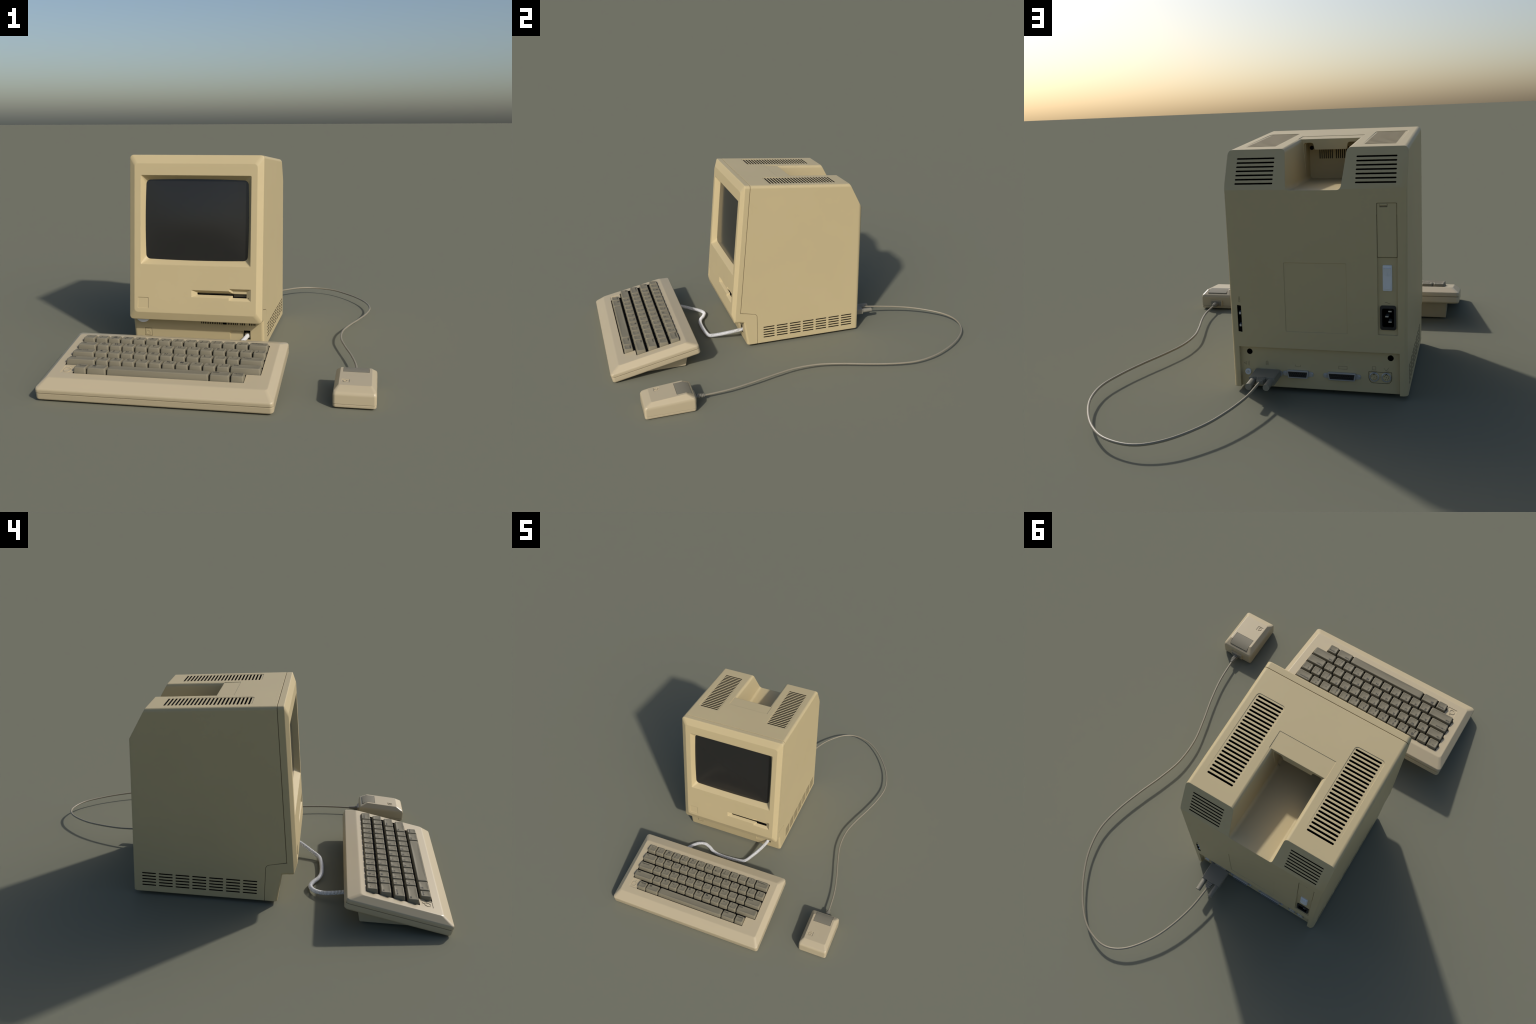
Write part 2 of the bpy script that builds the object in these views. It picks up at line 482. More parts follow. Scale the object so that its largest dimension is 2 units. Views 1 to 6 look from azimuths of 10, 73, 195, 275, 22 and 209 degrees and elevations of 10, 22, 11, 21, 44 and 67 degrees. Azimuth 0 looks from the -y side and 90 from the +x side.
# recessed strip hidden in the seam between the housings
bm = bmesh.new()
n = 0.006
path_f = [(y_at(0.0235, 0.921), 0.921), (y_at(0.0235, 0.207), 0.207), (-0.196, 0.1905), (-0.182, 0.176), (-0.182, ZB + 0.006)]
path_r = [(y_at(0.0335, 0.921), 0.921), (y_at(0.0335, 0.221), 0.221), (-0.189, 0.2025), (-0.1695, 0.181), (-0.1695, ZB + 0.006)]
prism_x(bm, path_f + path_r[::-1], XL + 0.0045, XR - 0.0045)
strip = bm_obj(bm, "seam_strip", GROOVE, smooth=False)
attach(strip, computer)

# rubber feet
bm = bmesh.new()
for x in (XL + 0.06, XR - 0.06):
    for y in (-0.19, 0.36):
        cylinder(bm, (x, y, 0.0), (0, 0, 1), 0.022, 0.024, ZB + 0.002, 24)
feet = bm_obj(bm, "rubber_feet", RUBBER, computer)

# ---------------------------------------------------------------- rear fittings
ys = yb - 0.0065                                # floor of the power strip
bm = bmesh.new()
prism_y(bm, rr(-0.4757, -0.4095, 0.5142, 0.6993, 0.002, 3), ys - 0.003, yb - 0.0022)
door = bm_obj(bm, "battery_door", [BEIGE, BLACK], smooth=False)
bm = bmesh.new()
box(bm, -0.4445, -0.4185, yb - 0.005, yb + 0.01, 0.6858, 0.6965)
boolean(door, bm, [GROOVE])
finish(door); attach(door, computer)
bm = bmesh.new()
box(bm, -0.4440, -0.4190, ys, yb - 0.0005, 0.6912, 0.6985)
bm_obj(bm, "latch", BEIGE, door)
bm = bmesh.new()
box(bm, -0.4772, -0.4082, ys - 0.002, ys + 0.0010, 0.5122, 0.5144)
box(bm, -0.4770, -0.4757, ys - 0.002, ys + 0.0012, 0.5130, 0.6600)
box(bm, -0.4095, -0.4082, ys - 0.002, ys + 0.0012, 0.5130, 0.6600)
bm_obj(bm, "door_gap", BLACK, computer, smooth=False)
# power switch
bm = bmesh.new()
add_faces(bm, [[(x, y, z) for x, z in rr(-0.4585 + i, -0.4262 - i, 0.3945 + i, 0.4855 - i, 0.004, 4)]
               for y, i in ((ys - 0.003, 0), (ys + 0.0035, 0), (ys + 0.005, 0.0015))])
sw = bm_obj(bm, "switch_frame", WHITE, computer)
bm = bmesh.new()
prism_x(bm, [(ys + 0.001, 0.4020), (ys + 0.0075, 0.4030), (ys + 0.0035, 0.441), (ys + 0.0105, 0.4760), (ys + 0.001, 0.4780)], -0.4535, -0.4315)
box(bm, -0.4430, -0.4420, ys + 0.001, ys + 0.0086, 0.448, 0.462)
bm_obj(bm, "switch_rocker", WHITE, sw)
# mains inlet
bm = bmesh.new()
o = rr(-0.4712, -0.4157, 0.2553, 0.3425, 0.008, 5)
i_ = rr(-0.4640, -0.4230, 0.2660, 0.3330, 0.006, 5)
add_faces(bm, [[(x, ys - 0.004, z) for x, z in o], [(x, ys + 0.005, z) for x, z in o], [(x, ys + 0.006, z) for x, z in i_],
               [(x, ys - 0.004, z) for x, z in i_]], cap0=False, cap1=False)
inlet = bm_obj(bm, "mains_inlet", RUBBER, computer)
bm = bmesh.new()
for x, z in ((-0.4492, 0.3205), (-0.4385, 0.3015), (-0.4492, 0.2825)):
    box(bm, x - 0.0055, x + 0.0055, ys - 0.042, ys - 0.002, z - 0.0020, z + 0.0020)
bm_obj(bm, "mains_pins", GOLD, inlet, smooth=False)
# security clip fingers in the dark slot
bm = bmesh.new()
for z in (0.2980, 0.2520):
    prism_x(bm, [(yb - 0.010, z - 0.004), (yb - 0.001, z - 0.004), (yb - 0.001, z + 0.004), (yb - 0.010, z + 0.008)], 0.0915, 0.0985)
bm_obj(bm, "security_clip", METAL, computer, smooth=False)

# ports
def d_port(name, xc, zc, half_flange, half_shell):
    bm = bmesh.new()
    prism_y(bm, rr(xc - half_flange, xc + half_flange, zc - 0.0095, zc + 0.0095, 0.0085, 5), YP - 0.002, YP + 0.002)
    trap = lambda k, q: [(xc - half_shell + k + 0.004 * q, zc - 0.0145 + k), (xc + half_shell - k - 0.004 * q, zc - 0.0145 + k),
                         (xc + half_shell - k, zc + 0.0145 - k), (xc - half_shell + k, zc + 0.0145 - k)]
    t0, t1, t2 = trap(0, 1), trap(0.0008, 1), trap(0.0042, 1)
    add_faces(bm, [[(x, YP, z) for x, z in t0], [(x, YP + 0.010, z) for x, z in t0], [(x, YP + 0.0108, z) for x, z in t1],
                   [(x, YP + 0.0108, z) for x, z in t2], [(x, YP + 0.009, z) for x, z in t2]])
    for s in (-1, 1):
        cylinder(bm, (xc + s * (half_flange - 0.0085), YP, zc), (0, 1, 0), 0.0055, 0.0055, 0.006, 6)
    bmesh.ops.bevel(bm, geom=[e for e in bm.edges if abs(e.calc_length() - 0.010) < 1e-5], offset=0.003, segments=3, affect='EDGES')
    p = bm_obj(bm, name, METAL, computer)
    bm = bmesh.new()
    prism_y(bm, trap(0.0042, 1), YP + 0.004, YP + 0.0092)
    core = bm_obj(bm, "port_core", RUBBER, p, smooth=False)
    bm = bmesh.new()
    npin = 8 if half_shell < 0.045 else 13
    for row, cnt in ((0.0035, npin), (-0.0035, npin - 1)):
        for k in range(cnt):
            x = xc + (k - (cnt - 1) / 2) * (2 * half_shell - 0.022) / npin
            cylinder(bm, (x, YP + 0.008, zc + row), (0, 1, 0), 0.0014, 0.0014, 0.0016, 8)
    pins = bm_obj(bm, "contact_holes", BLACK, p, smooth=False)
    pins["kind"] = "stuff"
    return p
d_port("drive_port", -0.1120, 0.0705, 0.0580, 0.0405)
d_port("disk_bus_port", -0.2745, 0.0710, 0.0690, 0.0515)
for xc in (-0.3905, -0.4340):
    bm = bmesh.new()
    zc = 0.0752
    rg = lambda r, y: [(xc + r * math.cos(2 * math.pi * k / 28), y, zc + r * math.sin(2 * math.pi * k / 28)) for k in range(28)]
    add_faces(bm, [rg(0.0175, YP - 0.002), rg(0.0175, YP + 0.004), rg(0.0165, YP + 0.005), rg(0.0138, YP + 0.005), rg(0.0132, YP + 0.0015)])
    p = bm_obj(bm, "round_port", METAL, computer)
    bm = bmesh.new()
    cylinder(bm, (xc, YP - 0.001, zc), (0, 1, 0), 0.0133, 0.0133, 0.004, 24)
    pc = bm_obj(bm, "port_insert", BEIGE, p)
    bm = bmesh.new()
    for k in range(8):
        a = 2 * math.pi * (k + 0.5) / 8
        rad = 0.0085 if k < 7 else 0.0
        cylinder(bm, (xc + rad * math.cos(a), YP + 0.0022, zc + rad * math.sin(a)), (0, 1, 0), 0.0015, 0.0015, 0.0011, 8)
    box(bm, xc - 0.0025, xc + 0.0025, YP + 0.0022, YP + 0.0034, zc + 0.0098, zc + 0.0128)
    h = bm_obj(bm, "contact_holes", BLACK, p, smooth=False)
    h["kind"] = "stuff"
# round-port surround outline
def strokes(bm, polys, y, h=0.0005, wdt=0.0011, mat=0):
    for pl in polys:
        for (x0, z0), (x1, z1) in zip(pl[:-1], pl[1:]):
            a, b = Vector((x0, 0, z0)), Vector((x1, 0, z1))
            t = (b - a).normalized()
            nn = Vector((-t.z, 0, t.x)) * wdt / 2
            a, b = a - t * wdt * 0.3, b + t * wdt * 0.3
            q = [a - nn, b - nn, b + nn, a + nn]
            add_faces(bm, [[(p.x, y - 0.001, p.z) for p in q], [(p.x, y + h, p.z) for p in q]], mat=mat)
bm = bmesh.new()
fr = rr(-0.4530, -0.3715, 0.0520, 0.0935, 0.018, 5)
fr = [(x, min(z, 0.0935)) for x, z in fr]
fr = [(-0.3715, 0.0935)] + [(-0.3715, 0.0700)] + [(-0.3715 - 0.018 + 0.018 * math.cos(math.radians(a)), 0.0700 - 0.018 + 0.0 + 0.018 * math.sin(math.radians(a))) for a in ()] 
fr += [(-0.3735, 0.0620), (-0.3790, 0.0550), (-0.3870, 0.0520), (-0.4375, 0.0520), (-0.4455, 0.0550), (-0.4510, 0.0620), (-0.4530, 0.0700), (-0.4530, 0.0935), (-0.3715, 0.0935)]
strokes(bm, [fr], YP, 0.0006, 0.0012)
bm_obj(bm, "port_surround", BLACK, computer, smooth=False)
# audio jack
bm = bmesh.new()
rg = lambda r, y: [(0.0790 + r * math.cos(2 * math.pi * k / 28), y, 0.0690 + r * math.sin(2 * math.pi * k / 28)) for k in range(28)]
add_faces(bm, [rg(0.0120, YP - 0.002), rg(0.0120, YP + 0.003), rg(0.0108, YP + 0.004), rg(0.0065, YP + 0.004), rg(0.006, YP + 0.002)])
aj = bm_obj(bm, "audio_jack", WHITE, computer)
bm = bmesh.new()
cylinder(bm, (0.0790, YP + 0.001, 0.0690), (0, 1, 0), 0.0034, 0.0034, 0.0035, 16)
bm_obj(bm, "jack_hole", METAL, aj)
# port symbols: raised strokes, darkened beige draws the shade of engraved lines
bm = bmesh.new()
tri = [[(0.0935, 0.1015), (0.0845, 0.1065), (0.0845, 0.0960), (0.0935, 0.1015)],
       [(0.0790, 0.1090), (0.0775, 0.1015), (0.0790, 0.0935)], [(0.0745, 0.1110), (0.0725, 0.1015), (0.0745, 0.0915)]]
mouse_i = [[(0.0090, 0.0985), (0.0010, 0.0985), (0.0010, 0.1110), (0.0090, 0.1110), (0.0090, 0.0985)], [(0.0050, 0.1110), (0.0050, 0.1165)]]
drv_i = [[(-0.1035, 0.1045), (-0.1035, 0.0980), (-0.1215, 0.0980), (-0.1215, 0.1045)]]
bus_i = [[(-0.2630, 0.1080), (-0.2935, 0.1080), (-0.2935, 0.0975), (-0.2630, 0.0975), (-0.2630, 0.1080)]]
prn_i = [[(-0.3840, 0.1130), (-0.3965, 0.1130), (-0.3965, 0.1010), (-0.3840, 0.1010), (-0.3840, 0.1130)], [(-0.3800, 0.0965), (-0.4010, 0.0965)]]
mod_i = [[(-0.4255, 0.1090), (-0.4330, 0.0985), (-0.4430, 0.1120)], [(-0.4340, 0.1000), (-0.4430, 0.0975)]]
strokes(bm, tri + mouse_i + drv_i + bus_i + prn_i + mod_i, YP, 0.0005, 0.0010)
cylinder(bm, (0.0050, YP - 0.0005, 0.1050), (0, 1, 0), 0.0020, 0.0020, 0.0012, 12)
bm_obj(bm, "port_symbols", GROOVE, computer, smooth=False)
bm = bmesh.new()
til = [(-0.4330 - 0.0022 * k, 0.3520 + 0.0022 * math.sin(k / 8 * 2 * math.pi)) for k in range(9)]
strokes(bm, [til], ys, 0.0005, 0.0012)
lock = [[(0.0975, 0.3420), (0.0925, 0.3420), (0.0925, 0.3500), (0.0975, 0.3500), (0.0975, 0.3420)],
        [(0.0970, 0.3520), (0.0930, 0.3520), (0.0930, 0.3600), (0.0970, 0.3600), (0.0970, 0.3520)]]
strokes(bm, lock, yb, 0.0004, 0.0010)
bm_obj(bm, "moulded_symbols", GROOVE, computer, smooth=False)

# ================================================================== KEYBOARD
TILT = math.radians(11.6)
KX = -0.188
KO = Vector((KX, -1.0014, 0.0514))
KV = Vector((0, math.cos(TILT), math.sin(TILT)))
KN = Vector((0, -math.sin(TILT), math.cos(TILT)))
def K(x, v, n):
    return KO + Vector((x, 0, 0)) + KV * v + KN * n
keyboard = thing("keyboard", (KX, -0.77, 0), "low beige keyboard with taupe keys and white coiled lead", "keyboard")
KHW, KL, KFLAT = 0.4763, 0.4735, 0.0230

def k_ring(inset_x, inset_f, inset_b, n, r, seg=6):
    return [K(x, v, n) for x, v in rr(-KHW + inset_x, KHW - inset_x, inset_f, KL - inset_b, r, seg)]
# upper shell
bm = bmesh.new()
seam = -0.0190
rings = [k_ring(.001, .001, .001, seam, .016), k_ring(0, 0, 0, seam + 0.0015, .016), k_ring(0, 0, 0, -0.0085, .016)]
for k in range(1, 5):
    a = k / 5
    rings.append(k_ring(0.0042 * a * a, 0.0060 * a * a, 0.0060 * a * a, -0.0085 + 0.0115 * a, .016))
rings += [k_ring(.0275, .0490, .0510, KFLAT - 0.0022, .014), k_ring(.0300, .0535, .0550, KFLAT - 0.0006, .013), k_ring(.0330, .0580, .0600, KFLAT, .012)]
add_faces(bm, rings)
upper = bm_obj(bm, "upper_case", [PALE, BLACK], smooth=False)
# key well
R0, PV, PX = 0.0940, 0.0612, 0.8112 / 14.5      # first row, row pitch, key pitch
WELL_B = R0 + 4 * PV + 0.0530
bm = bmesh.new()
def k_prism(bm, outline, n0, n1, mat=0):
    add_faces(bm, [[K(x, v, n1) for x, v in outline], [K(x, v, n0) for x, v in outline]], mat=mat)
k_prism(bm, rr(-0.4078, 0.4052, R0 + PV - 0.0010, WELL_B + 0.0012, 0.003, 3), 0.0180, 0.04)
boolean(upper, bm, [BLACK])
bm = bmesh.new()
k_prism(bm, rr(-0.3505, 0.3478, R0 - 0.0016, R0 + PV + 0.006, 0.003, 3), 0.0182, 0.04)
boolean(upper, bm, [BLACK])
# small sloped nicks along the left edge of the well
bm = bmesh.new()
for xe, vc in [(-0.4078, R0 + PV * k + 0.018) for k in (1, 2, 3, 4)] + [(-0.3505, R0 + 0.022)]:
    q = [(xe + 0.003, vc - 0.012), (xe - 0.0095, vc + 0.002), (xe + 0.003, vc + 0.020)]
    add_faces(bm, [[K(x, v, KFLAT + 0.004) for x, v in q], [K(xe + 0.003 + (x - xe - 0.003) * 0.15, v, KFLAT - 0.010) for x, v in q]])
boolean(upper, bm, [PALE])
# emblem recess in the lower left corner
bm = bmesh.new()
k_prism(bm, rr(-0.4030, -0.3545, 0.0935, 0.1470, 0.002, 2), KFLAT - 0.0020, KFLAT + 0.01)
boolean(upper, bm, [PALE])
finish(upper, 30)
attach(upper, keyboard)
bm = bmesh.new()
fruit_ring(bm, K(-0.3810, 0.1165, KFLAT - 0.0020), Vector((1, 0, 0)), KV, KN, 0.0160, 0.0030, 0.0020)
bm_obj(bm, "emblem", PALE, keyboard)
# lower shell
bm = bmesh.new()
rings = []
for k in range(5):
    a = math.radians(90 * k / 4)
    rings.append(k_ring(0.010 * (1 - math.sin(a)) + .0005, 0.010 * (1 - math.sin(a)) + .0005, 0.010 * (1 - math.sin(a)) + .0005, -0.0522 + 0.010 * (1 - math.cos(a)), .015))
rings += [k_ring(.0005, .0005, .0005, seam - 0.004, .016), k_ring(.001, .001, .001, seam - 0.0022, .016)]
add_faces(bm, rings)
bm_obj(bm, "lower_case", PALE, keyboard)
bm = bmesh.new()
add_faces(bm, [k_ring(.003, .003, .003, seam - 0.004, .014), k_ring(.003, .003, .003, seam + 0.003, .014)])
bm_obj(bm, "seam_strip", GROOVE, keyboard, smooth=False)
# rear foot: wedge that props the keyboard up
FX0, FX1 = KX - 0.4140, KX + 0.4140
bm = bmesh.new()
fy = [(-0.6055, 0.0045), (-0.8100, 0.0045), (-0.8120, 0.035), (-0.5850, 0.0880), (-0.5880, 0.0740), (-0.6020, 0.0090)]
prism_x(bm, fy, FX0, FX1)
bm_obj(bm, "foot_wedge", PALE, keyboard)
bm = bmesh.new()
for x in (-0.36, 0.36):
    cylinder(bm, (KX + x, -0.955, 0.0), (0, 0, 1), 0.014, 0.014, 0.014, 18)
    cylinder(bm, (KX + x, -0.640, 0.0), (0, 0, 1), 0.014, 0.014, 0.006, 18)
bm_obj(bm, "rubber_feet", RUBBER, keyboard)

# keys --------------------------------------------------------------------
N_BASE, N_F, N_B = 0.0085, 0.0445, 0.0360        # base plane, front and back heights of the cap
KD = 0.0525                                     # cap depth at the base
IN_F, IN_B, IN_X = 0.0105, 0.0010, 0.0034
DISH = 0.0021
key_mesh = {}
def cap_ring(hw, t, extra=0.0, sink=0.0, r=0.0055, s=1.0):
    """outline of the cap at fraction t of its height; s shrinks it towards the centre"""
    f, b = -KD / 2 + IN_F * t + extra, KD / 2 - IN_B * t - extra
    h = hw - IN_X * t - extra
    cv = (f + b) / 2
    hv = (b - f) / 2
    out = []
    for x, v in rr(-h, h, f, b, r, 4, 2):
        x, v = x * s, cv + (v - cv) * s
        u = (v + KD / 2 - IN_F) / (KD - IN_F - IN_B)
        top = N_F + (N_B - N_F) * u
        out.append((x, v, N_BASE + (top - N_BASE) * t - sink))
    return out
def make_key(units):
    if units in key_mesh:
        return key_mesh[units]
    hw = units * PX / 2 - 0.0012
    bm = bmesh.new()
    rings = [cap_ring(hw, 0), cap_ring(hw, 0.45), cap_ring(hw, 0.9)]
    for k in (1, 2, 3):
        a = math.radians(30 * k)
        rings.append(cap_ring(hw, 0.9 + 0.1 * math.sin(a), 0.0030 * (1 - math.cos(a)), 0.0))
    for s in (0.93, 0.84, 0.72, 0.58, 0.42, 0.24, 0.08):
        rings.append(cap_ring(hw, 1.0, 0.0030, DISH * (1 - s ** 3), s=s))
    add_faces(bm, rings)
    bmesh.ops.recalc_face_normals(bm, faces=bm.faces[:])
    me = bpy.data.meshes.new("key_cap")
    bm.to_mesh(me); bm.free()
    for p in me.polygons:
        p.use_smooth = True
    me.set_sharp_from_angle(angle=math.radians(50))
    me.materials.append(KEYC)
    key_mesh[units] = (me, hw)
    return key_mesh[units]
def cap_surface(hw, x, v):
    f, b, h = -KD / 2 + IN_F + 0.003, KD / 2 - IN_B - 0.003, hw - IN_X - 0.003
    cv, hv = (f + b) / 2, (b - f) / 2
    s = max(abs(x) / h, abs(v - cv) / hv)
    u = (v + KD / 2 - IN_F) / (KD - IN_F - IN_B)
    return N_F + (N_B - N_F) * u - DISH * (1 - min(1, s) ** 3)

glyphs = {}
def glyph(text):
    if text not in glyphs:
        c = bpy.data.curves.new("legend", 'FONT')
        c.body = text
        c.resolution_u = 2
        c.offset = 0.018
        o = bpy.data.objects.new("legend", c)
        SCN.objects.link(o)
        bpy.context.view_layer.update()
        me = bpy.data.meshes.new_from_object(o.evaluated_get(bpy.context.evaluated_depsgraph_get()))
        pts = [v.co.copy() for v in me.vertices]
        faces = [tuple(p.vertices) for p in me.polygons]
        bpy.data.objects.remove(o); bpy.data.curves.remove(c); bpy.data.meshes.remove(me)
        glyphs[text] = (pts, faces)
    return glyphs[text]

rows = [
    [("Option", 1), ("\u2318", 1.5), ("", 7.5), ("Enter", 1.5), ("Option", 1)],
    [("Shift", 2.25)] + [(c, 1) for c in "ZXCVBNM"] + [("<,", 1), (">.", 1), ("?/", 1), ("Shift", 2.25)],
    [("Caps Lock", 1.75)] + [(c, 1) for c in "ASDFGHJKL"] + [(":;", 1), ("\"'", 1), ("Return", 1.75)],
    [("Tab", 1.5)] + [(c, 1) for c in "QWERTYUIOP"] + [("{[", 1), ("}]", 1), ("|\\", 1)],
    [("~`", 1)] + [(a + b, 1) for a, b in zip("!@#$%^&*()_+", "1234567890-=")] + [("Backspace", 1.5)],
]
KM = Matrix(((1, 0, 0), (0, KV.y, KN.y), (0, KV.z, KN.z))).to_4x4()
for ri, row in enumerate(rows):
    x = -0.4070 + (PX if ri == 0 else 0)
    for text, units in row:
        me, hw = make_key(units)
        xc = x + units * PX / 2
        x += units * PX
        ob = bpy.data.objects.new("space_bar" if units == 7.5 else "key", me)
        SCN.objects.link(ob)
        M = KM.copy()
        M.translation = K(xc, R0 + PV * ri + KD / 2, 0)
        ob.matrix_world = M
        attach(ob, keyboard)
        if not text:
            continue
        # printed legend
        marks = []
        left = -hw + IN_X + 0.003
        if len(text) == 1:
            sz = 0.0185 if text != "\u2318" else 0.0175
            marks.append((text, left + 0.0075, 0.0085, sz))
        elif len(text) == 2:
            marks.append((text[0], left + 0.0115, 0.0085, 0.0160))
            marks.append((text[1], left + 0.0080, -0.0085, 0.0160))
        else:
            marks.append((text, left + 0.0035, 0.0118, 0.0118))
        bm = bmesh.new()
        for s, px, pv, sz in marks:
            pts, faces = glyph(s)
            fit = 1.0
            wid = max(p.x for p in pts) * sz
            room = 2 * (hw - IN_X - 0.003) - 0.006
            if len(s) > 1 and wid > room:
                fit = room / wid
            vs = []
            for p in pts:
                gx, gv = px + p.x * sz * fit, pv + p.y * sz
                vs.append(bm.verts.new((gx, gv, cap_surface(hw, gx, gv) + 0.00045)))
            for f in faces:
                try:
                    bm.faces.new([vs[i] for i in f])
                except ValueError:
                    pass
        bmesh.ops.recalc_face_normals(bm, faces=bm.faces[:])
        lm = bpy.data.meshes.new("key_legend")
        bm.to_mesh(lm); bm.free()
        lm.materials.append(INK)
        lo = bpy.data.objects.new("key_legend", lm)
        SCN.objects.link(lo)
        lo.matrix_world = M
        lo.parent = ob
        bpy.context.view_layer.update()
        lo.matrix_parent_inverse = ob.matrix_world.inverted()

# coiled lead ---------------------------------------------------------------
coil_path = catmull([(-0.440, -0.600, 0.056), (-0.438, -0.545, 0.050), (-0.430, -0.490, 0.036), (-0.414, -0.440, 0.022), (-0.385, -0.396, 0.0150),
                     (-0.345, -0.379, 0.0135), (-0.303, -0.393, 0.0140), (-0.270, -0.414, 0.0150), (-0.2315, -0.4268, 0.0155), (-0.185, -0.4300, 0.0150),
                     (-0.1358, -0.4282, 0.0150), (-0.088, -0.4235, 0.0145), (-0.0440, -0.4110, 0.0160), (-0.0085, -0.3640, 0.0330), (0.0200, -0.3177, 0.0510),
                     (0.0380, -0.2800, 0.0640), (0.0490, -0.2430, 0.0735), (0.0510, -0.2150, 0.0760)], 14)
seglen = [0.0]
for a, b in zip(coil_path[:-1], coil_path[1:]):
    seglen.append(seglen[-1] + (b - a).length)
total = seglen[-1]
PITCH, RC, RW, PER = 0.0066, 0.0083, 0.0022, 14
turns = total / PITCH
pts = []
u = Vector((0, 0, 1))
j = 0
for k in range(int(turns * PER) + 1):
    s = min(total, k / PER * PITCH)
    while j < len(seglen) - 2 and seglen[j + 1] < s:
        j += 1
    f = (s - seglen[j]) / max(1e-9, seglen[j + 1] - seglen[j])
    p = coil_path[j].lerp(coil_path[j + 1], f)
    t = (coil_path[min(j + 2, len(coil_path) - 1)] - coil_path[max(j - 1, 0)]).normalized()
    u = (u - t * u.dot(t)).normalized()
    v = t.cross(u)
    a = 2 * math.pi * k / PER
    pts.append(p + (u * math.cos(a) + v * math.sin(a)) * RC)
bm = bmesh.new()
tube(bm, pts, RW, 7)
bm_obj(bm, "coiled_lead", COIL, keyboard, 80)
bm = bmesh.new()
box(bm, 0.0375, 0.0625, -0.2340, -0.2060, 0.0620, 0.0860)
bm_obj(bm, "lead_plug", BEIGE, keyboard)

# ================================================================== MOUSE
MX = 0.5823
mouse = thing("mouse", (MX, -0.757, 0), "boxy beige one-button mouse with long thin lead", "mouse")
MHW, MY0, MY1 = 0.0843, -0.8815, -0.6325
def wall_z(y):
    return 0.0635 + (0.0735 - 0.0635) * (y - MY0) / (MY1 - MY0)
def roof_z(y):
    return 0.0825 + (0.0950 - 0.0825) * (y + 0.842) / (0.842 - 0.6765)
def m_ring(ix, i_f, ib, zf, r, seg=6):
    return [(x, y, zf(y)) for x, y in rr(MX - MHW + ix, MX + MHW - ix, MY0 + i_f, MY1 - ib, r, seg)]
bm = bmesh.new()
rings = [m_ring(.0008, .0008, .0008, lambda y: 0.0172, .012), m_ring(0, 0, 0, lambda y: 0.0182, .012),
         m_ring(0, 0, 0, lambda y: wall_z(y) - 0.014, .012)]
for k in range(1, 7):
    a = k / 6
    rings.append(m_ring(0.0035 * a * a, 0.0075 * a * a, 0.0060 * a * a, lambda y, a=a: wall_z(y) - 0.014 + 0.0185 * a * (1 - 0.12 * a), .012))
rings += [m_ring(.0195, .0360, .0395, lambda y: roof_z(y) - 0.0014, .008), m_ring(.0218, .0395, .0430, lambda y: roof_z(y), .007)]
add_faces(bm, rings)
shell = bm_obj(bm, "mouse_shell", [PALE, BLACK], smooth=False)
# pocket for the button, following the roof and the sloping back
by0, byk, by1 = -0.7187, -0.6762, -0.6480
bz1 = 0.0836
prof = lambda up, m: [(by0 - m, roof_z(by0) + up), (byk, roof_z(byk) + up), (by1 + m, bz1 + up - m * 0.4), (by1 + m, bz1 - 0.012), (by0 - m, roof_z(by0) - 0.008)]
bm = bmesh.new()
prism_x(bm, prof(0.012, 0.0009), MX - 0.0520, MX + 0.0520)
boolean(shell, bm, [BLACK])
bm = bmesh.new()                                   # emblem recess
e0, e1 = -0.8180, -0.7900
o = rr(0.5285, 0.5590, e0, e1, 0.001, 2)
add_faces(bm, [[(x, y, roof_z(y) + 0.01) for x, y in o], [(x, y, roof_z(y) - 0.0018) for x, y in o]])
boolean(shell, bm, [PALE])
finish(shell, 32); attach(shell, mouse)
bm = bmesh.new()
rn = Vector((0, -(roof_z(-0.7) - roof_z(-0.8)) / 0.1, 1)).normalized()
ru = Vector((0, rn.z, -rn.y))
fruit_ring(bm, (0.5437, -0.8060, roof_z(-0.8060) - 0.0018), Vector((1, 0, 0)), ru, rn, 0.0095, 0.0020, 0.0018)
bm_obj(bm, "emblem", PALE, mouse)
bm = bmesh.new()
prism_x(bm, prof(0.0004, -0.0002), MX - 0.0508, MX + 0.0508)
bm_obj(bm, "button", BUTTON, mouse)
bm = bmesh.new()
rings = []
for k in range(4):
    a = math.radians(30 * k)
    q = 0.006 * (1 - math.sin(a)) + 0.0006
    rings.append(m_ring(q, q, q, lambda y, a=a: 0.0025 + 0.006 * (1 - math.cos(a)), .012))
rings += [m_ring(.0006, .0006, .0006, lambda y: 0.0152, .012), m_ring(.0014, .0014, .0014, lambda y: 0.0162, .012)]
rings += [m_ring(.0026, .0026, .0026, lambda y: 0.0164, .010), m_ring(.0026, .0026, .0026, lambda y: 0.020, .010)]
add_faces(bm, rings)
bm_obj(bm, "mouse_base", PALE, mouse)
bm = bmesh.new()
for y in (-0.845, -0.67):
    box(bm, MX - 0.055, MX + 0.055, y - 0.008, y + 0.008, 0.0, 0.008)
bm_obj(bm, "glide_pads", RUBBER, mouse)
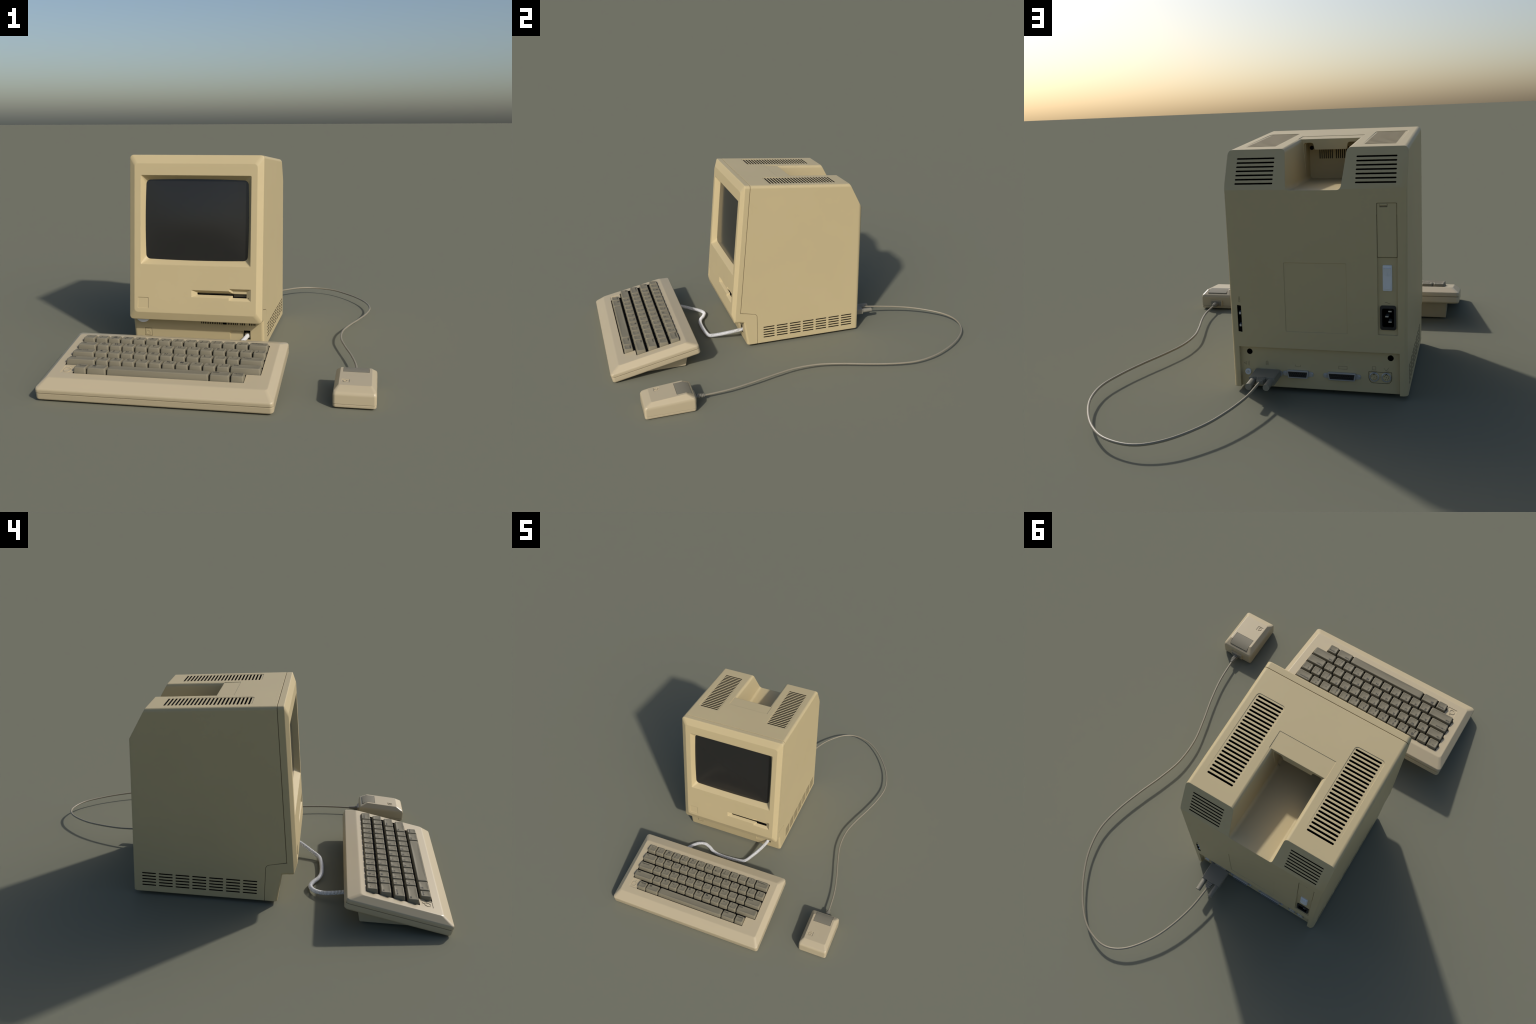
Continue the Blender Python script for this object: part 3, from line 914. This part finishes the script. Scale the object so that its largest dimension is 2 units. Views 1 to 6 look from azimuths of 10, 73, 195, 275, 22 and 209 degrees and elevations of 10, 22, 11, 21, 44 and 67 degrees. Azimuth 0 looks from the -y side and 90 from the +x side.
# strain relief
bm = bmesh.new()
prism_y(bm, rr(MX - 0.0330, MX + 0.0330, 0.0170, 0.0480, 0.002, 3), MY1 - 0.004, MY1 + 0.0085)
bm_obj(bm, "lead_collar", PALE, mouse)
bm = bmesh.new()
prism_y(bm, rr(MX - 0.0270, MX + 0.0270, 0.0190, 0.0440, 0.002, 3), MY1 + 0.005, MY1 + 0.0110)
rings = []
oc = lambda y, hx, hz: [(MX + hx * math.cos(2 * math.pi * k / 16), y, 0.0300 + hz * math.sin(2 * math.pi * k / 16)) for k in range(16)]
y = MY1 + 0.009
for k in range(6):
    w0 = 0.0165 - 0.0011 * k
    rings += [oc(y, w0, w0 * 0.8), oc(y + 0.0046, w0 - 0.0006, w0 * 0.78), oc(y + 0.0047, w0 * 0.6, w0 * 0.5), oc(y + 0.0078, w0 * 0.6, w0 * 0.5)]
    y += 0.0079
add_faces(bm, rings)
bm_obj(bm, "strain_relief", GREYP, mouse, 40)
# long lead, slightly arched off the table
lead = [(MX + 0.0005, MY1 + 0.05, 0.0290), (0.5727, -0.4496, 0.0304), (0.5477, -0.3248, 0.0325), (0.5142, -0.2003, 0.0332), (0.4879, -0.0756, 0.0342),
        (0.4894, 0.0554, 0.0343), (0.5211, 0.1781, 0.0335), (0.5620, 0.2954, 0.0328), (0.5990, 0.4228, 0.0316), (0.6163, 0.5468, 0.0312),
        (0.5939, 0.6689, 0.0318), (0.5399, 0.7837, 0.0318), (0.4646, 0.8889, 0.0318), (0.3767, 0.9650, 0.0350), (0.2686, 0.9945, 0.0375),
        (0.1761, 0.9570, 0.0435), (0.0956, 0.8605, 0.0505), (0.0477, 0.7598, 0.0580), (0.0156, 0.6472, 0.0650), (0.0028, 0.5500, 0.0735), (0.0025, 0.5150, 0.0740)]
bm = bmesh.new()
tube(bm, catmull(lead, 8), 0.0048, 10)
bm_obj(bm, "mouse_lead", LEAD, mouse, 60)
# plug at the computer's back
PXC, PZC = 0.0022, 0.0680
bm = bmesh.new()
hexo = lambda h, z0, z1, b: [(PXC - h, z0 + b), (PXC - h + b, z0), (PXC + h - b, z0), (PXC + h, z0 + b), (PXC + h, z1 - b), (PXC + h - b, z1), (PXC - h + b, z1), (PXC - h, z1 - b)]
prism_y(bm, hexo(0.0475, 0.0520, 0.0840, 0.004), YP + 0.006, YP + 0.0880)
plug = bm_obj(bm, "plug_body", GREYP, mouse)
bm = bmesh.new()
prism_y(bm, rr(PXC - 0.0560, PXC + 0.0560, 0.0585, 0.0775, 0.0085, 5), YP - 0.002, YP + 0.002)
prism_y(bm, rr(PXC - 0.0310, PXC + 0.0310, 0.0535, 0.0825, 0.003, 3), YP, YP + 0.012)
bm_obj(bm, "mouse_port", METAL, computer)
bm = bmesh.new()
for sx_ in (-0.0325, 0.0325):
    cylinder(bm, (PXC + sx_, YP + 0.080, PZC), (0, 1, 0), 0.0125, 0.0118, 0.0660, 24)
bm_obj(bm, "thumb_screws", GREYP, plug)
bm = bmesh.new()
rings = []
y = YP + 0.086
for k in range(4):
    hx, hz = 0.0170 - 0.0016 * k, 0.0120 - 0.0012 * k
    P = lambda yy, sx_, sz_: [(x, yy, z) for x, z in rr(PXC - sx_, PXC + sx_, 0.0735 - sz_, 0.0735 + sz_, min(sx_, sz_) * 0.4, 3)]
    rings += [P(y, hx, hz), P(y + 0.0048, hx - 0.0005, hz - 0.0005), P(y + 0.0049, hx * 0.7, hz * 0.7), P(y + 0.0078, hx * 0.7, hz * 0.7)]
    y += 0.0080
add_faces(bm, rings)
bm_obj(bm, "strain_relief", GREYP, plug, 40)
